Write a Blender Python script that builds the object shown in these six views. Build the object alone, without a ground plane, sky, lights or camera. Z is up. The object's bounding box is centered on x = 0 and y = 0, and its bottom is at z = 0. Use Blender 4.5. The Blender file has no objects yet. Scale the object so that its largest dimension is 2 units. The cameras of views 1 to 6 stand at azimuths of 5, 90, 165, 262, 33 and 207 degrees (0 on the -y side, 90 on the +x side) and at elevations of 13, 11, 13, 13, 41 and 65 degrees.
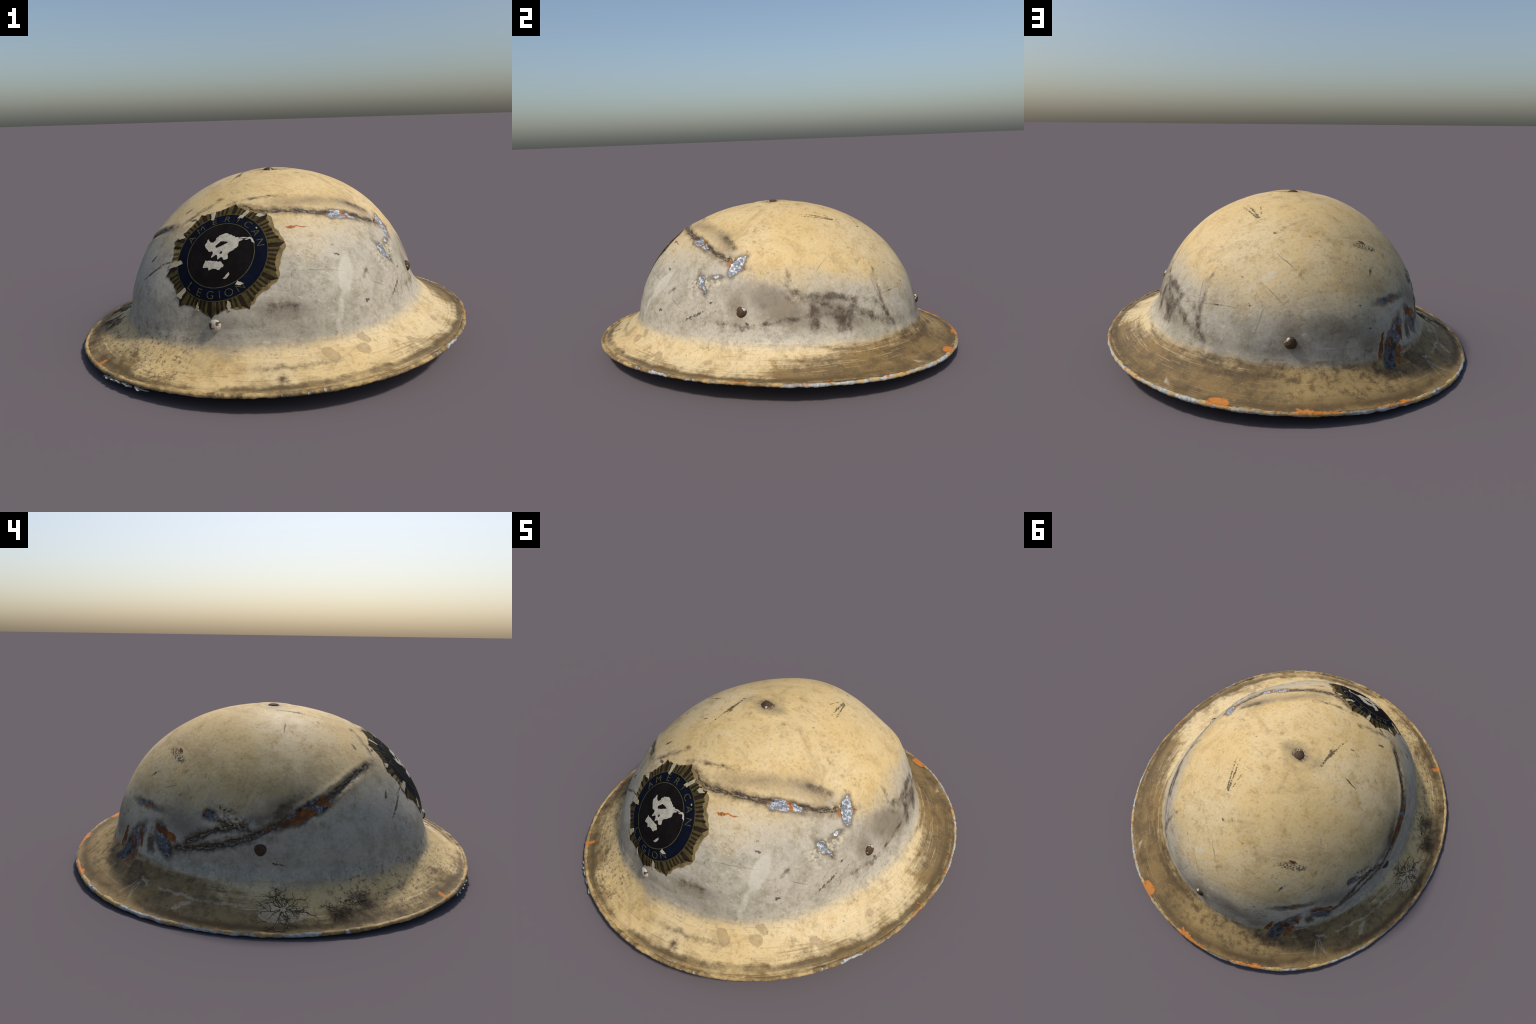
"""A battered, painted steel helmet with a wide rolled brim: one lofted shell
(crown + brim), a lumpy rolled rim, rivets, a peeling badge transfer made of
separate rays, rings and letters, dents and chips."""
import bpy, bmesh, math, random
import numpy as np
from mathutils import Vector, Matrix
from mathutils.bvhtree import BVHTree

random.seed(7)
RNG = np.random.default_rng(7)
TAU = 2*np.pi

# ---------------------------------------------------------------- helpers
def new_object(name, mesh, parent=None, material=None, smooth=True):
    ob = bpy.data.objects.new(name, mesh)
    bpy.context.scene.collection.objects.link(ob)
    ob.parent = parent
    if material is not None and not mesh.materials:
        mesh.materials.append(material)
    if smooth and len(mesh.polygons):
        mesh.polygons.foreach_set("use_smooth", np.ones(len(mesh.polygons), bool))
    return ob

def quad_mesh(name, verts, quads, tris=None):
    """fast mesh from numpy arrays"""
    me = bpy.data.meshes.new(name)
    tris = np.zeros((0, 3), int) if tris is None else tris
    me.vertices.add(len(verts))
    me.vertices.foreach_set("co", np.asarray(verts, np.float32).ravel())
    loops = np.concatenate([np.asarray(quads).ravel(), np.asarray(tris).ravel()]).astype(np.int32)
    nq, nt = len(quads), len(tris)
    me.loops.add(len(loops)); me.loops.foreach_set("vertex_index", loops)
    me.polygons.add(nq+nt)
    start = np.concatenate([np.arange(nq)*4, nq*4+np.arange(nt)*3]).astype(np.int32)
    me.polygons.foreach_set("loop_start", start)
    me.update(calc_edges=True)
    return me

def grid_quads(rows, cols, wrap=True):
    i = np.arange(rows-1)[:, None]; j = np.arange(cols if wrap else cols-1)[None]
    k = (j+1) % cols
    return np.stack([i*cols+j, (i+1)*cols+j, (i+1)*cols+k, i*cols+k], -1).reshape(-1, 4)

def _hash(ix, iy, iz, seed):
    h = (ix*374761393 + iy*668265263 + iz*2147483647 + seed*974634777) & 0xffffffff
    h = ((h ^ (h >> 13))*1274126177) & 0xffffffff
    return ((h ^ (h >> 16)) & 0xffff)/65535.0*2-1

def noise3(P, scale, seed=0, octaves=1):
    """value noise in -1..1 on an (n,3) array"""
    out, amp = 0, 1.0
    for o in range(octaves):
        p = P*scale*2**o
        i = np.floor(p).astype(np.int64); f = p-i; f = f*f*(3-2*f)
        v = 0
        for dx in (0, 1):
            for dy in (0, 1):
                for dz in (0, 1):
                    w = (f[:, 0] if dx else 1-f[:, 0])*(f[:, 1] if dy else 1-f[:, 1])*(f[:, 2] if dz else 1-f[:, 2])
                    v = v + w*_hash(i[:, 0]+dx, i[:, 1]+dy, i[:, 2]+dz, seed+o*17)
        out = out+amp*v; amp *= .5
    return out

def seg_dist(P, a, b):
    a, b = np.array(a), np.array(b); ab = b-a
    t = np.clip(((P-a)@ab)/max(ab@ab, 1e-12), 0, 1)
    return np.linalg.norm(P-(a+t[:, None]*ab), axis=1)

def line_dist(P, pts):
    """distance to a polyline and the nearest arc parameter 0..1"""
    best = np.full(len(P), 1e9); par = np.zeros(len(P)); n = len(pts)-1
    for k in range(n):
        a, b = np.array(pts[k]), np.array(pts[k+1]); ab = b-a
        t = np.clip(((P-a)@ab)/(ab@ab), 0, 1)
        d = np.linalg.norm(P-(a+t[:, None]*ab), axis=1)
        m = d < best; best[m] = d[m]; par[m] = (k+t[m])/n
    return best, par

# ---------------------------------------------------------------- marks
# every mark is a stroke on the shell: (from, to, half width), metres
BARE_METAL = [
    ((0.25, -0.402, 0.622), (0.343, -0.344, 0.595), 0.0218),
    ((0.512, -0.208, 0.513), (0.487, -0.164, 0.562), 0.0297),
    ((0.46, -0.368, 0.471), (0.505, -0.354, 0.425), 0.0143),
    ((0.493, -0.297, 0.483), (0.506, -0.27, 0.485), 0.0079),
    ((-0.259, 0.659, 0.373), (-0.36, 0.586, 0.371), 0.0112),
    ((-0.338, 0.656, 0.26), (-0.263, 0.74, 0.119), 0.0430),
    ((-0.648, 0.044, 0.372), (-0.612, -0.143, 0.451), 0.0312),
    ((-0.434, 0.563, 0.281), (-0.472, 0.54, 0.212), 0.0364),
    ((-0.531, 0.361, 0.383), (-0.538, 0.346, 0.384), 0.0211),
    ((0.484, -0.18, 0.558), (0.517, -0.203, 0.51), 0.0116)]
PRIMER = [
    ((0.079, -0.541, 0.604), (0.099, -0.542, 0.598), 0.0079),
    ((0.11, -0.532, 0.602), (0.153, -0.517, 0.596), 0.0043),
    ((0.482, -0.232, 0.536), (0.474, -0.22, 0.55), 0.0095),
    ((0.516, -0.16, 0.532), (0.526, -0.155, 0.522), 0.0062),
    ((-0.302, 0.633, 0.37), (-0.34, 0.604, 0.369), 0.0075),
    ((-0.239, 0.718, 0.237), (-0.218, 0.741, 0.15), 0.0145),
    ((-0.343, 0.652, 0.259), (-0.359, 0.651, 0.202), 0.0166),
    ((-0.34, 0.68, 0.153), (-0.322, 0.714, 0.114), 0.0180),
    ((-0.649, 0.058, 0.365), (-0.648, -0.016, 0.389), 0.0177),
    ((-0.642, -0.002, 0.399), (-0.638, -0.077, 0.414), 0.0192),
    ((-0.609, -0.129, 0.459), (-0.62, -0.145, 0.438), 0.0150),
    ((-0.422, 0.57, 0.294), (-0.487, 0.509, 0.258), 0.0205),
    ((-0.519, 0.373, 0.391), (-0.521, 0.361, 0.399), 0.0076),
    ((-0.643, 0.131, 0.338), (-0.643, 0.109, 0.352), 0.0059),
    ((0.081, -0.542, 0.603), (0.122, -0.527, 0.601), 0.0063),
    ((-0.351, 0.003, 0.703), (-0.281, -0.021, 0.737), 0.0032),
    ((-0.211, 0.469, 0.608), (-0.24, 0.459, 0.599), 0.0068)]
SCUFF = [
    ((-0.015, -0.007, 0.791), (-0.043, -0.001, 0.79), 0.0315),
    ((-0.153, -0.024, 0.776), (-0.173, -0.114, 0.764), 0.0074),
    ((-0.177, -0.124, 0.762), (-0.199, -0.193, 0.745), 0.0032),
    ((-0.548, -0.464, 0.361), (-0.466, -0.509, 0.427), 0.0062),
    ((-0.458, -0.51, 0.436), (-0.402, -0.546, 0.456), 0.0030),
    ((-0.524, -0.431, 0.429), (-0.502, -0.435, 0.452), 0.0055),
    ((0.231, 0.288, 0.709), (0.254, 0.181, 0.731), 0.0043),
    ((0.223, 0.281, 0.715), (0.235, 0.17, 0.74), 0.0042),
    ((0.202, 0.274, 0.724), (0.19, 0.203, 0.747), 0.0032),
    ((-0.184, 0.498, 0.602), (-0.288, 0.46, 0.567), 0.0211),
    ((0.184, 0.436, 0.659), (0.173, 0.448, 0.655), 0.0053),
    ((-0.217, 0.602, 0.487), (-0.232, 0.579, 0.502), 0.0043),
    ((0.192, 0.541, 0.585), (0.134, 0.619, 0.532), 0.0028),
    ((0.268, 0.617, 0.472), (0.202, 0.693, 0.404), 0.0020),
    ((0.202, 0.693, 0.404), (0.181, 0.691, 0.42), 0.0020),
    ((0.492, 0.443, 0.446), (0.527, 0.485, 0.36), 0.0022),
    ((0.666, 0.105, 0.32), (0.457, 0.542, 0.39), 0.0015),
    ((0.319, 0.693, 0.304), (0.28, 0.672, 0.386), 0.0020),
    ((0.46, 0.549, 0.378), (0.457, 0.551, 0.379), 0.0063),
    ((0.336, 0.637, 0.394), (0.334, 0.639, 0.392), 0.0041),
    ((0.171, 0.722, 0.367), (0.169, 0.722, 0.367), 0.0027),
    ((-0.224, 0.584, 0.503), (-0.219, 0.607, 0.481), 0.0022),
    ((-0.184, 0.566, 0.545), (-0.189, 0.562, 0.546), 0.0029),
    ((0.638, 0.277, 0.334), (0.595, 0.374, 0.353), 0.0023),
    ((0.595, 0.374, 0.353), (0.374, 0.622, 0.378), 0.0016),
    ((0.549, 0.194, 0.518), (0.486, 0.248, 0.566), 0.0016),
    ((0.403, -0.59, 0.305), (0.406, -0.586, 0.306), 0.0042),
    ((0.521, -0.455, 0.282), (0.525, -0.447, 0.283), 0.0048),
    ((0.54, -0.413, 0.297), (0.555, -0.358, 0.33), 0.0032),
    ((0.424, -0.528, 0.365), (0.47, -0.49, 0.339), 0.0025),
    ((0.553, -0.323, 0.372), (0.555, -0.318, 0.373), 0.0055),
    ((0.643, -0.153, 0.289), (0.644, -0.149, 0.286), 0.0061),
    ((0.272, -0.556, 0.491), (0.28, -0.552, 0.488), 0.0051),
    ((0.515, -0.35, 0.412), (0.52, -0.346, 0.409), 0.0110),
    ((-0.535, 0.317, 0.418), (-0.573, 0.252, 0.404), 0.0105),
    ((-0.564, 0.315, 0.364), (-0.582, 0.28, 0.361), 0.0060),
    ((-0.216, 0.611, 0.478), (-0.225, 0.586, 0.5), 0.0034),
    ((-0.339, 0.537, 0.456), (-0.372, 0.486, 0.474), 0.0024),
    ((0.394, -0.597, 0.306), (0.398, -0.597, 0.302), 0.0051),
    ((0.1, -0.681, 0.449), (0.097, -0.693, 0.431), 0.0021),
    ((0.149, -0.665, 0.448), (0.267, -0.612, 0.434), 0.0014),
    ((0.519, -0.458, 0.281), (0.554, -0.36, 0.33), 0.0031),
    ((-0.378, -0.325, 0.624), (-0.358, -0.318, 0.639), 0.0064),
    ((-0.347, -0.407, 0.603), (-0.32, -0.424, 0.609), 0.0061),
    ((-0.155, -0.014, 0.776), (-0.159, -0.109, 0.768), 0.0034),
    ((-0.676, 0.097, 0.206), (-0.684, 0.057, 0.2), 0.0045),
    ((-0.242, -0.177, 0.735), (-0.255, -0.178, 0.73), 0.0050),
    ((-0.166, 0.736, 0.283), (-0.169, 0.735, 0.283), 0.0035),
    ((-0.13, 0.711, 0.383), (-0.133, 0.712, 0.379), 0.0035)]
HAZE = [
    ((0.014, -0.014, 0.791), (-0.074, -0.003, 0.788), 0.0358),
    ((-0.202, 0.74, 0.181), (-0.382, 0.661, 0.126), 0.0297),
    ((0.611, -0.09, 0.419), (0.662, 0.094, 0.332), 0.0717),
    ((0.684, 0.18, 0.247), (0.598, 0.496, 0.193), 0.0278),
    ((0.59, -0.198, 0.401), (0.618, -0.192, 0.338), 0.0337),
    ((-0.158, 0.749, 0.226), (-0.183, 0.753, 0.151), 0.0500),
    ((0.065, 0.756, 0.319), (-0.118, 0.75, 0.28), 0.0344),
    ((-0.619, 0.151, 0.385), (-0.608, 0.001, 0.461), 0.0369),
    ((-0.455, 0.499, 0.351), (-0.527, 0.426, 0.308), 0.0386),
    ((0.187, 0.743, 0.297), (0.186, 0.757, 0.217), 0.0338),
    ((0.639, 0.142, 0.386), (0.63, 0.352, 0.289), 0.0503),
    ((0.075, -0.416, 0.685), (0.257, -0.301, 0.669), 0.0230),
    ((0.297, -0.279, 0.658), (0.428, -0.219, 0.594), 0.0322),
    ((0.541, 0.554, 0.212), (0.518, 0.663, 0.134), 0.0491),
    ((0.04, -0.751, 0.321), (0.134, -0.736, 0.317), 0.0244)]
SMUDGE = [
    ((0.322, -0.256, 0.653), (0.403, -0.212, 0.617), 0.0179),
    ((0.643, 0.171, 0.371), (0.675, 0.17, 0.271), 0.0242),
    ((0.639, 0.284, 0.326), (0.658, 0.296, 0.257), 0.0305),
    ((0.619, 0.347, 0.325), (0.647, 0.335, 0.256), 0.0200),
    ((0.63, 0.143, 0.407), (0.587, 0.359, 0.379), 0.0183),
    ((0.631, 0.113, 0.409), (0.637, 0.262, 0.346), 0.0068),
    ((0.614, 0.062, 0.445), (0.631, 0.113, 0.409), 0.0068),
    ((0.607, 0.372, 0.329), (0.57, 0.485, 0.271), 0.0141),
    ((0.541, 0.491, 0.329), (0.526, 0.573, 0.207), 0.0097),
    ((0.514, 0.591, 0.194), (0.53, 0.644, 0.139), 0.0345),
    ((0.579, 0.054, 0.499), (0.618, 0.07, 0.437), 0.0061),
    ((0.634, 0.049, 0.404), (0.641, 0.067, 0.39), 0.0068),
    ((0.473, 0.473, 0.442), (0.515, 0.492, 0.37), 0.0048),
    ((0.626, -0.225, 0.279), (0.656, -0.118, 0.272), 0.0069),
    ((0.663, -0.049, 0.29), (0.665, 0.138, 0.318), 0.0038),
    ((-0.128, -0.406, 0.691), (0.007, -0.39, 0.707), 0.0061),
    ((-0.403, 0.604, 0.253), (-0.43, 0.612, 0.15), 0.0232),
    ((-0.53, 0.441, 0.27), (-0.593, 0.259, 0.357), 0.0121),
    ((-0.633, 0.093, 0.387), (-0.605, -0.015, 0.468), 0.0192),
    ((0.401, -0.513, 0.411), (0.384, -0.549, 0.391), 0.0074),
    ((0.06, -0.747, 0.328), (0.134, -0.732, 0.33), 0.0095),
    ((-0.363, -0.403, 0.595), (-0.272, -0.376, 0.658), 0.0077),
    ((0.579, 0.373, 0.383), (0.642, 0.312, 0.292), 0.0136),
    ((-0.15, 0.755, 0.185), (-0.191, 0.753, 0.142), 0.0215)]
PALE = [
    ((0.3, -0.639, 0.365), (0.273, -0.716, 0.21), 0.0140),
    ((0.315, -0.558, 0.452), (0.307, -0.631, 0.37), 0.0357),
    ((0.311, 0.591, 0.471), (0.213, 0.598, 0.524), 0.0041),
    ((0.342, 0.604, 0.433), (0.27, 0.593, 0.497), 0.0034),
    ((0.211, 0.644, 0.472), (0.146, 0.637, 0.509), 0.0041),
    ((-0.561, 0.308, 0.379), (-0.618, 0.187, 0.362), 0.0193),
    ((-0.594, 0.295, 0.312), (-0.623, 0.224, 0.311), 0.0074),
    ((0.269, 0.601, 0.489), (0.209, 0.601, 0.523), 0.0110),
    ((0.414, -0.27, 0.58), (0.456, -0.171, 0.589), 0.0096),
    ((0.074, 0.495, 0.649), (0.046, 0.455, 0.677), 0.0031),
    ((0.083, 0.488, 0.653), (0.051, 0.457, 0.675), 0.0029),
    ((-0.489, -0.608, 0.175), (-0.133, -0.758, 0.227), 0.0029),
    ((-0.605, -0.152, 0.461), (-0.465, -0.348, 0.547), 0.0078),
    ((-0.536, 0.442, 0.244), (-0.632, 0.196, 0.314), 0.0060)]
STAIN = [
    ((0.239, -0.777, 0.154), (0.262, -0.794, 0.139), 0.0219),
    ((0.37, -0.726, 0.152), (0.391, -0.727, 0.145), 0.0183),
    ((0.367, -0.684, 0.18), (0.395, -0.68, 0.17), 0.0143),
    ((0.578, -0.591, 0.139), (0.624, -0.596, 0.123), 0.0135),
    ((0.722, -0.344, 0.144), (0.727, -0.342, 0.142), 0.0136),
    ((0.167, -0.583, 0.533), (0.171, -0.584, 0.529), 0.0127),
    ((0.15, -0.614, 0.51), (0.153, -0.615, 0.508), 0.0098),
    ((0.236, -0.595, 0.477), (0.239, -0.596, 0.474), 0.0106)]
RIM_PRIMER = [
    ((-0.729, -0.654, 0.042), (-0.686, -0.64, 0.052), 0.0125),
    ((0.54, 0.801, 0.078), (0.444, 0.883, 0.069), 0.0128),
    ((0.044, 0.985, 0.05), (0.267, 0.955, 0.06), 0.0095),
    ((0.922, 0.087, 0.106), (0.921, 0.115, 0.105), 0.0064),
    ((0.917, 0.177, 0.103), (0.909, 0.227, 0.102), 0.0057),
    ((0.849, 0.431, 0.094), (0.836, 0.484, 0.092), 0.0059),
    ((0.81, 0.536, 0.09), (0.793, 0.566, 0.089), 0.0053),
    ((0.716, 0.651, 0.085), (0.704, 0.68, 0.083), 0.0055),
    ((0.554, 0.806, 0.075), (0.49, 0.84, 0.073), 0.0112),
    ((0.494, 0.855, 0.071), (0.433, 0.887, 0.068), 0.0059),
    ((0.315, 0.94, 0.062), (0.25, 0.959, 0.059), 0.0071),
    ((0.226, 0.964, 0.058), (0.002, 0.984, 0.048), 0.0059),
    ((-0.106, 0.972, 0.043), (-0.218, 0.945, 0.038), 0.0061),
    ((-0.222, 0.938, 0.039), (-0.301, 0.912, 0.035), 0.0049),
    ((0.677, 0.717, 0.081), (0.637, 0.747, 0.079), 0.0048),
    ((0.733, 0.654, 0.085), (0.709, 0.681, 0.083), 0.0062),
    ((0.812, 0.533, 0.09), (0.793, 0.561, 0.089), 0.0058),
    ((0.855, 0.436, 0.094), (0.835, 0.486, 0.092), 0.0067),
    ((-0.473, 0.812, 0.029), (-0.518, 0.797, 0.025), 0.0038),
    ((0.917, 0.189, 0.103), (0.905, 0.221, 0.102), 0.0073),
    ((-0.83, 0.357, 0.018), (-0.84, 0.33, 0.018), 0.0043),
    ((-0.855, 0.337, 0.015), (-0.875, 0.278, 0.015), 0.0050),
    ((-0.141, 0.969, 0.041), (-0.304, 0.922, 0.034), 0.0080),
    ((0.028, 0.985, 0.049), (0.202, 0.969, 0.057), 0.0069),
    ((0.884, -0.225, 0.111), (0.902, -0.141, 0.11), 0.0036),
    ((0.885, -0.157, 0.11), (0.889, -0.141, 0.11), 0.0069)]
BRIM_DARK = [
    ((-0.191, 0.791, 0.106), (-0.318, 0.781, 0.078), 0.0189),
    ((-0.251, 0.774, 0.101), (-0.267, 0.775, 0.096), 0.0218),
    ((-0.153, 0.81, 0.103), (-0.301, 0.772, 0.088), 0.0227),
    ((-0.397, 0.666, 0.111), (-0.46, 0.706, 0.066), 0.0384),
    ((0.523, 0.589, 0.182), (0.476, 0.649, 0.158), 0.0280),
    ((0.495, 0.676, 0.135), (0.266, 0.788, 0.128), 0.0068),
    ((-0.881, -0.252, 0.032), (-0.89, -0.148, 0.031), 0.0092),
    ((-0.447, 0.675, 0.084), (-0.496, 0.641, 0.078), 0.0322),
    ((-0.843, -0.266, 0.046), (-0.827, -0.468, 0.035), 0.0060),
    ((-0.774, -0.235, 0.081), (-0.812, -0.306, 0.056), 0.0226),
    ((-0.835, -0.136, 0.054), (-0.871, -0.2, 0.038), 0.0293),
    ((0.729, 0.054, 0.192), (0.73, 0.057, 0.191), 0.0052),
    ((0.827, 0.061, 0.13), (0.826, 0.065, 0.13), 0.0051),
    ((0.714, 0.28, 0.177), (0.685, 0.441, 0.15), 0.0023),
    ((0.065, -0.908, 0.099), (0.068, -0.908, 0.099), 0.0039),
    ((0.034, -0.86, 0.12), (0.171, -0.837, 0.127), 0.0040),
    ((0.76, -0.24, 0.143), (0.761, -0.238, 0.143), 0.0037)]
BRIM_PALE = [
    ((-0.512, 0.725, 0.045), (-0.481, 0.65, 0.081), 0.0032),
    ((-0.569, 0.695, 0.036), (-0.516, 0.683, 0.056), 0.0040),
    ((-0.516, 0.683, 0.056), (-0.491, 0.649, 0.077), 0.0048),
    ((-0.486, 0.65, 0.079), (-0.511, 0.614, 0.083), 0.0040),
    ((-0.559, 0.579, 0.075), (-0.704, 0.377, 0.064), 0.0046),
    ((-0.704, 0.377, 0.064), (-0.761, 0.223, 0.064), 0.0037),
    ((-0.487, 0.639, 0.083), (-0.566, 0.699, 0.036), 0.0039),
    ((-0.479, 0.638, 0.088), (-0.531, 0.621, 0.072), 0.0048),
    ((0.682, 0.625, 0.097), (0.681, 0.658, 0.089), 0.0035),
    ((-0.696, 0.52, 0.037), (-0.683, 0.448, 0.057), 0.0090),
    ((-0.817, 0.138, 0.049), (-0.833, 0.029, 0.05), 0.0433)]
CREASE_FRONT = [
    ((-0.108, -0.457, 0.668), (-0.062, -0.481, 0.659), 0.0007),
    ((-0.003, -0.487, 0.656), (0.077, -0.469, 0.655), 0.0007),
    ((0.164, -0.439, 0.643), (0.254, -0.391, 0.626), 0.0008),
    ((0.34, -0.339, 0.6), (0.414, -0.287, 0.571), 0.0008),
    ((0.457, -0.237, 0.558), (0.49, -0.194, 0.545), 0.0008)]
FLAKES = [
    ((-0.463, -0.876, 0.057), (-0.425, -0.896, 0.058), 0.0042),
    ((-0.401, -0.907, 0.06), (-0.366, -0.922, 0.061), 0.0041),
    ((-0.35, -0.928, 0.062), (-0.309, -0.943, 0.064), 0.0034)]
CREASE_LEFT = [(-.45, -.357, .557), (-.514, -.284, .532), (-.573, -.206, .493), (-.602, -.153, .468), (-.629, -.086, .434), (-.645, -.016, .403),
               (-.65, .08, .362), (-.645, .154, .328), (-.63, .224, .298), (-.6, .311, .267), (-.557, .397, .243), (-.506, .479, .227)]
CREASE_LEFT_FORK = [(-.63, .188, .336), (-.6, .251, .351), (-.574, .323, .329), (-.545, .397, .29), (-.517, .456, .25)]
CREASE_FRONT_LINE = [CREASE_FRONT[0][0]] + [q for s in CREASE_FRONT for q in (s[0], s[1])][1:]
DENT_RIGHT = [[(.59, .053, .485), (.618, .069, .438), (.631, .113, .408), (.638, .187, .373), (.631, .263, .343), (.606, .356, .313), (.572, .439, .276), (.534, .5, .257)],
              [(.474, .465, .442), (.492, .493, .38), (.507, .513, .31), (.499, .555, .24), (.521, .582, .188)],
              [(.494, -.14, .565), (.49, -.084, .587), (.487, -.013, .604), (.488, .073, .607), (.489, .15, .598)]]

# ---------------------------------------------------------------- the shell
def fourier(c, t):
    o = c[0]+0*t
    for k in range(1, (len(c)-1)//2+1):
        o = o+c[2*k-1]*np.cos(k*t)+c[2*k]*np.sin(k*t)
    return o

# plan outline of the brim and its height: an oval, lifted on the +x side
RIM_R = [.9676, -.0005, -.0007, -.0317, .0216, -.0022, .0012, -.0039, .0037]
RIM_Z = [.0499, .0451, -.0169, .0002, -.0001, -.0002, -.0010]
def rim_radius(t): return fourier(RIM_R, t)
def rim_height(t): return fourier(RIM_Z, t)

CROWN = dict(centre=(0.0058, 0.0029), half=(0.6817, 0.7931), lean=(-0.0024, 0.0103), power=1.1426, belly=(0.0755, -0.0168, -0.0151))
TOP, SILL, NECK_H = 0.7918, .15, .185
# departures from the oval, per wave number: (cos, cos near the foot, sin, sin near the foot)
WAVES = [(-0.014, 0.0069, -0.0139, 0.015), (0.0088, 0.0115, 0.0407, -0.0101), (0.0026, -0.0146, -0.0008, -0.003), (0.0107, -0.0333, 0.0061, 0.0121)]
def crown_point(ph, t):
    """oval dome: ph 0 at the apex, about pi/2 at the neck"""
    s, c = np.sin(ph), np.cos(ph)
    b = CROWN["belly"]
    r = s*(1+b[0]*c**2+b[1]*c**2*s**2+b[2]*np.sin(4*ph)*s)
    q = np.maximum(c, 0)**CROWN["power"]
    R, low = 1, s**6-.3
    for m, (a, a2, e, e2) in enumerate(WAVES, 1):
        R = R+(a+a2*low)*np.cos(m*t)+(e+e2*low)*np.sin(m*t)
    x = CROWN["half"][0]*r*R*np.cos(t)+CROWN["centre"][0]+CROWN["lean"][0]*q
    y = CROWN["half"][1]*r*R*np.sin(t)+CROWN["centre"][1]+CROWN["lean"][1]*q
    return np.stack([x, y, SILL+(TOP-SILL)*q+0*x], -1)
# brim section: (distance in from the rim, height above the rim line)
BRIM = [(.20, .098), (.16, .068), (.12, .045), (.08, .029), (.045, .018), (.025, .0135), (.009, .013)]

def catmull(P, n):
    k = len(P)
    E = np.concatenate([2*P[:1]-P[1:2], P, 2*P[-1:]-P[-2:-1]])
    u = np.linspace(0, k-1, n); i = np.minimum(u.astype(int), k-2); f = (u-i).reshape((-1,)+(1,)*(P.ndim-1))
    a, b, c, d = E[i], E[i+1], E[i+2], E[i+3]
    return .5*(2*b+(c-a)*f+(2*a-5*b+4*c-d)*f**2+(3*b-3*c+d-a)*f**3)

def shell_grid(t, n_crown, n_brim):
    zn = rim_height(t)+NECK_H
    phn = np.arccos(((zn-SILL)/(TOP-SILL))**(1/CROWN["power"]))
    f = np.linspace(0, 1, n_crown)
    C = crown_point(f[:, None]*phn[None], t[None])
    neck = C[-1]; in_neck = rim_radius(t)-np.hypot(neck[:, 0], neck[:, 1])
    tn = np.arctan2(neck[:, 1], neck[:, 0])
    ctrl = [C[-1-max(1, n_crown//22)], neck]
    swell = .0035+.007*np.cos(t-math.radians(150))          # the left side stands a little higher
    for k, (d, h) in enumerate([(None, .138)]+BRIM):
        if d is None: d = .55*in_neck+.45*.20+.004
        h = h+swell*np.clip(d/.09, 0, 1)
        r = rim_radius(t)-d
        ctrl.append(np.stack([r*np.cos(t), r*np.sin(t), rim_height(t)+h], -1))
    ctrl = np.array(ctrl)
    B = catmull(ctrl, 40*(len(ctrl)-1)+1)[40:]
    # resample by length
    L = np.concatenate([[0], np.cumsum(np.linalg.norm(np.diff(B, axis=0), axis=-1).mean(1))])
    u = np.linspace(0, L[-1], n_brim+1)
    j = np.clip(np.searchsorted(L, u)-1, 0, len(L)-2); g = ((u-L[j])/(L[j+1]-L[j]))[:, None, None]
    return np.concatenate([C, (B[j]*(1-g)+B[j+1]*g)[1:]], 0)

def grid_normals(G):
    du = np.roll(G, -1, 1)-np.roll(G, 1, 1); dv = np.gradient(G, axis=0)
    N = np.cross(dv, du); l = np.linalg.norm(N, axis=-1, keepdims=True)
    N = N/np.maximum(l, 1e-12)
    if N[len(N)//3, :, 2].mean() < 0: N = -N
    N[0] = N[1].mean(0)/np.linalg.norm(N[1].mean(0))
    return N

COLS, N_CROWN, N_BRIM = 1440, 250, 84
T = np.linspace(0, TAU, COLS+1)[:-1]
G = shell_grid(T, N_CROWN, N_BRIM)
N = grid_normals(G)

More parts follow.
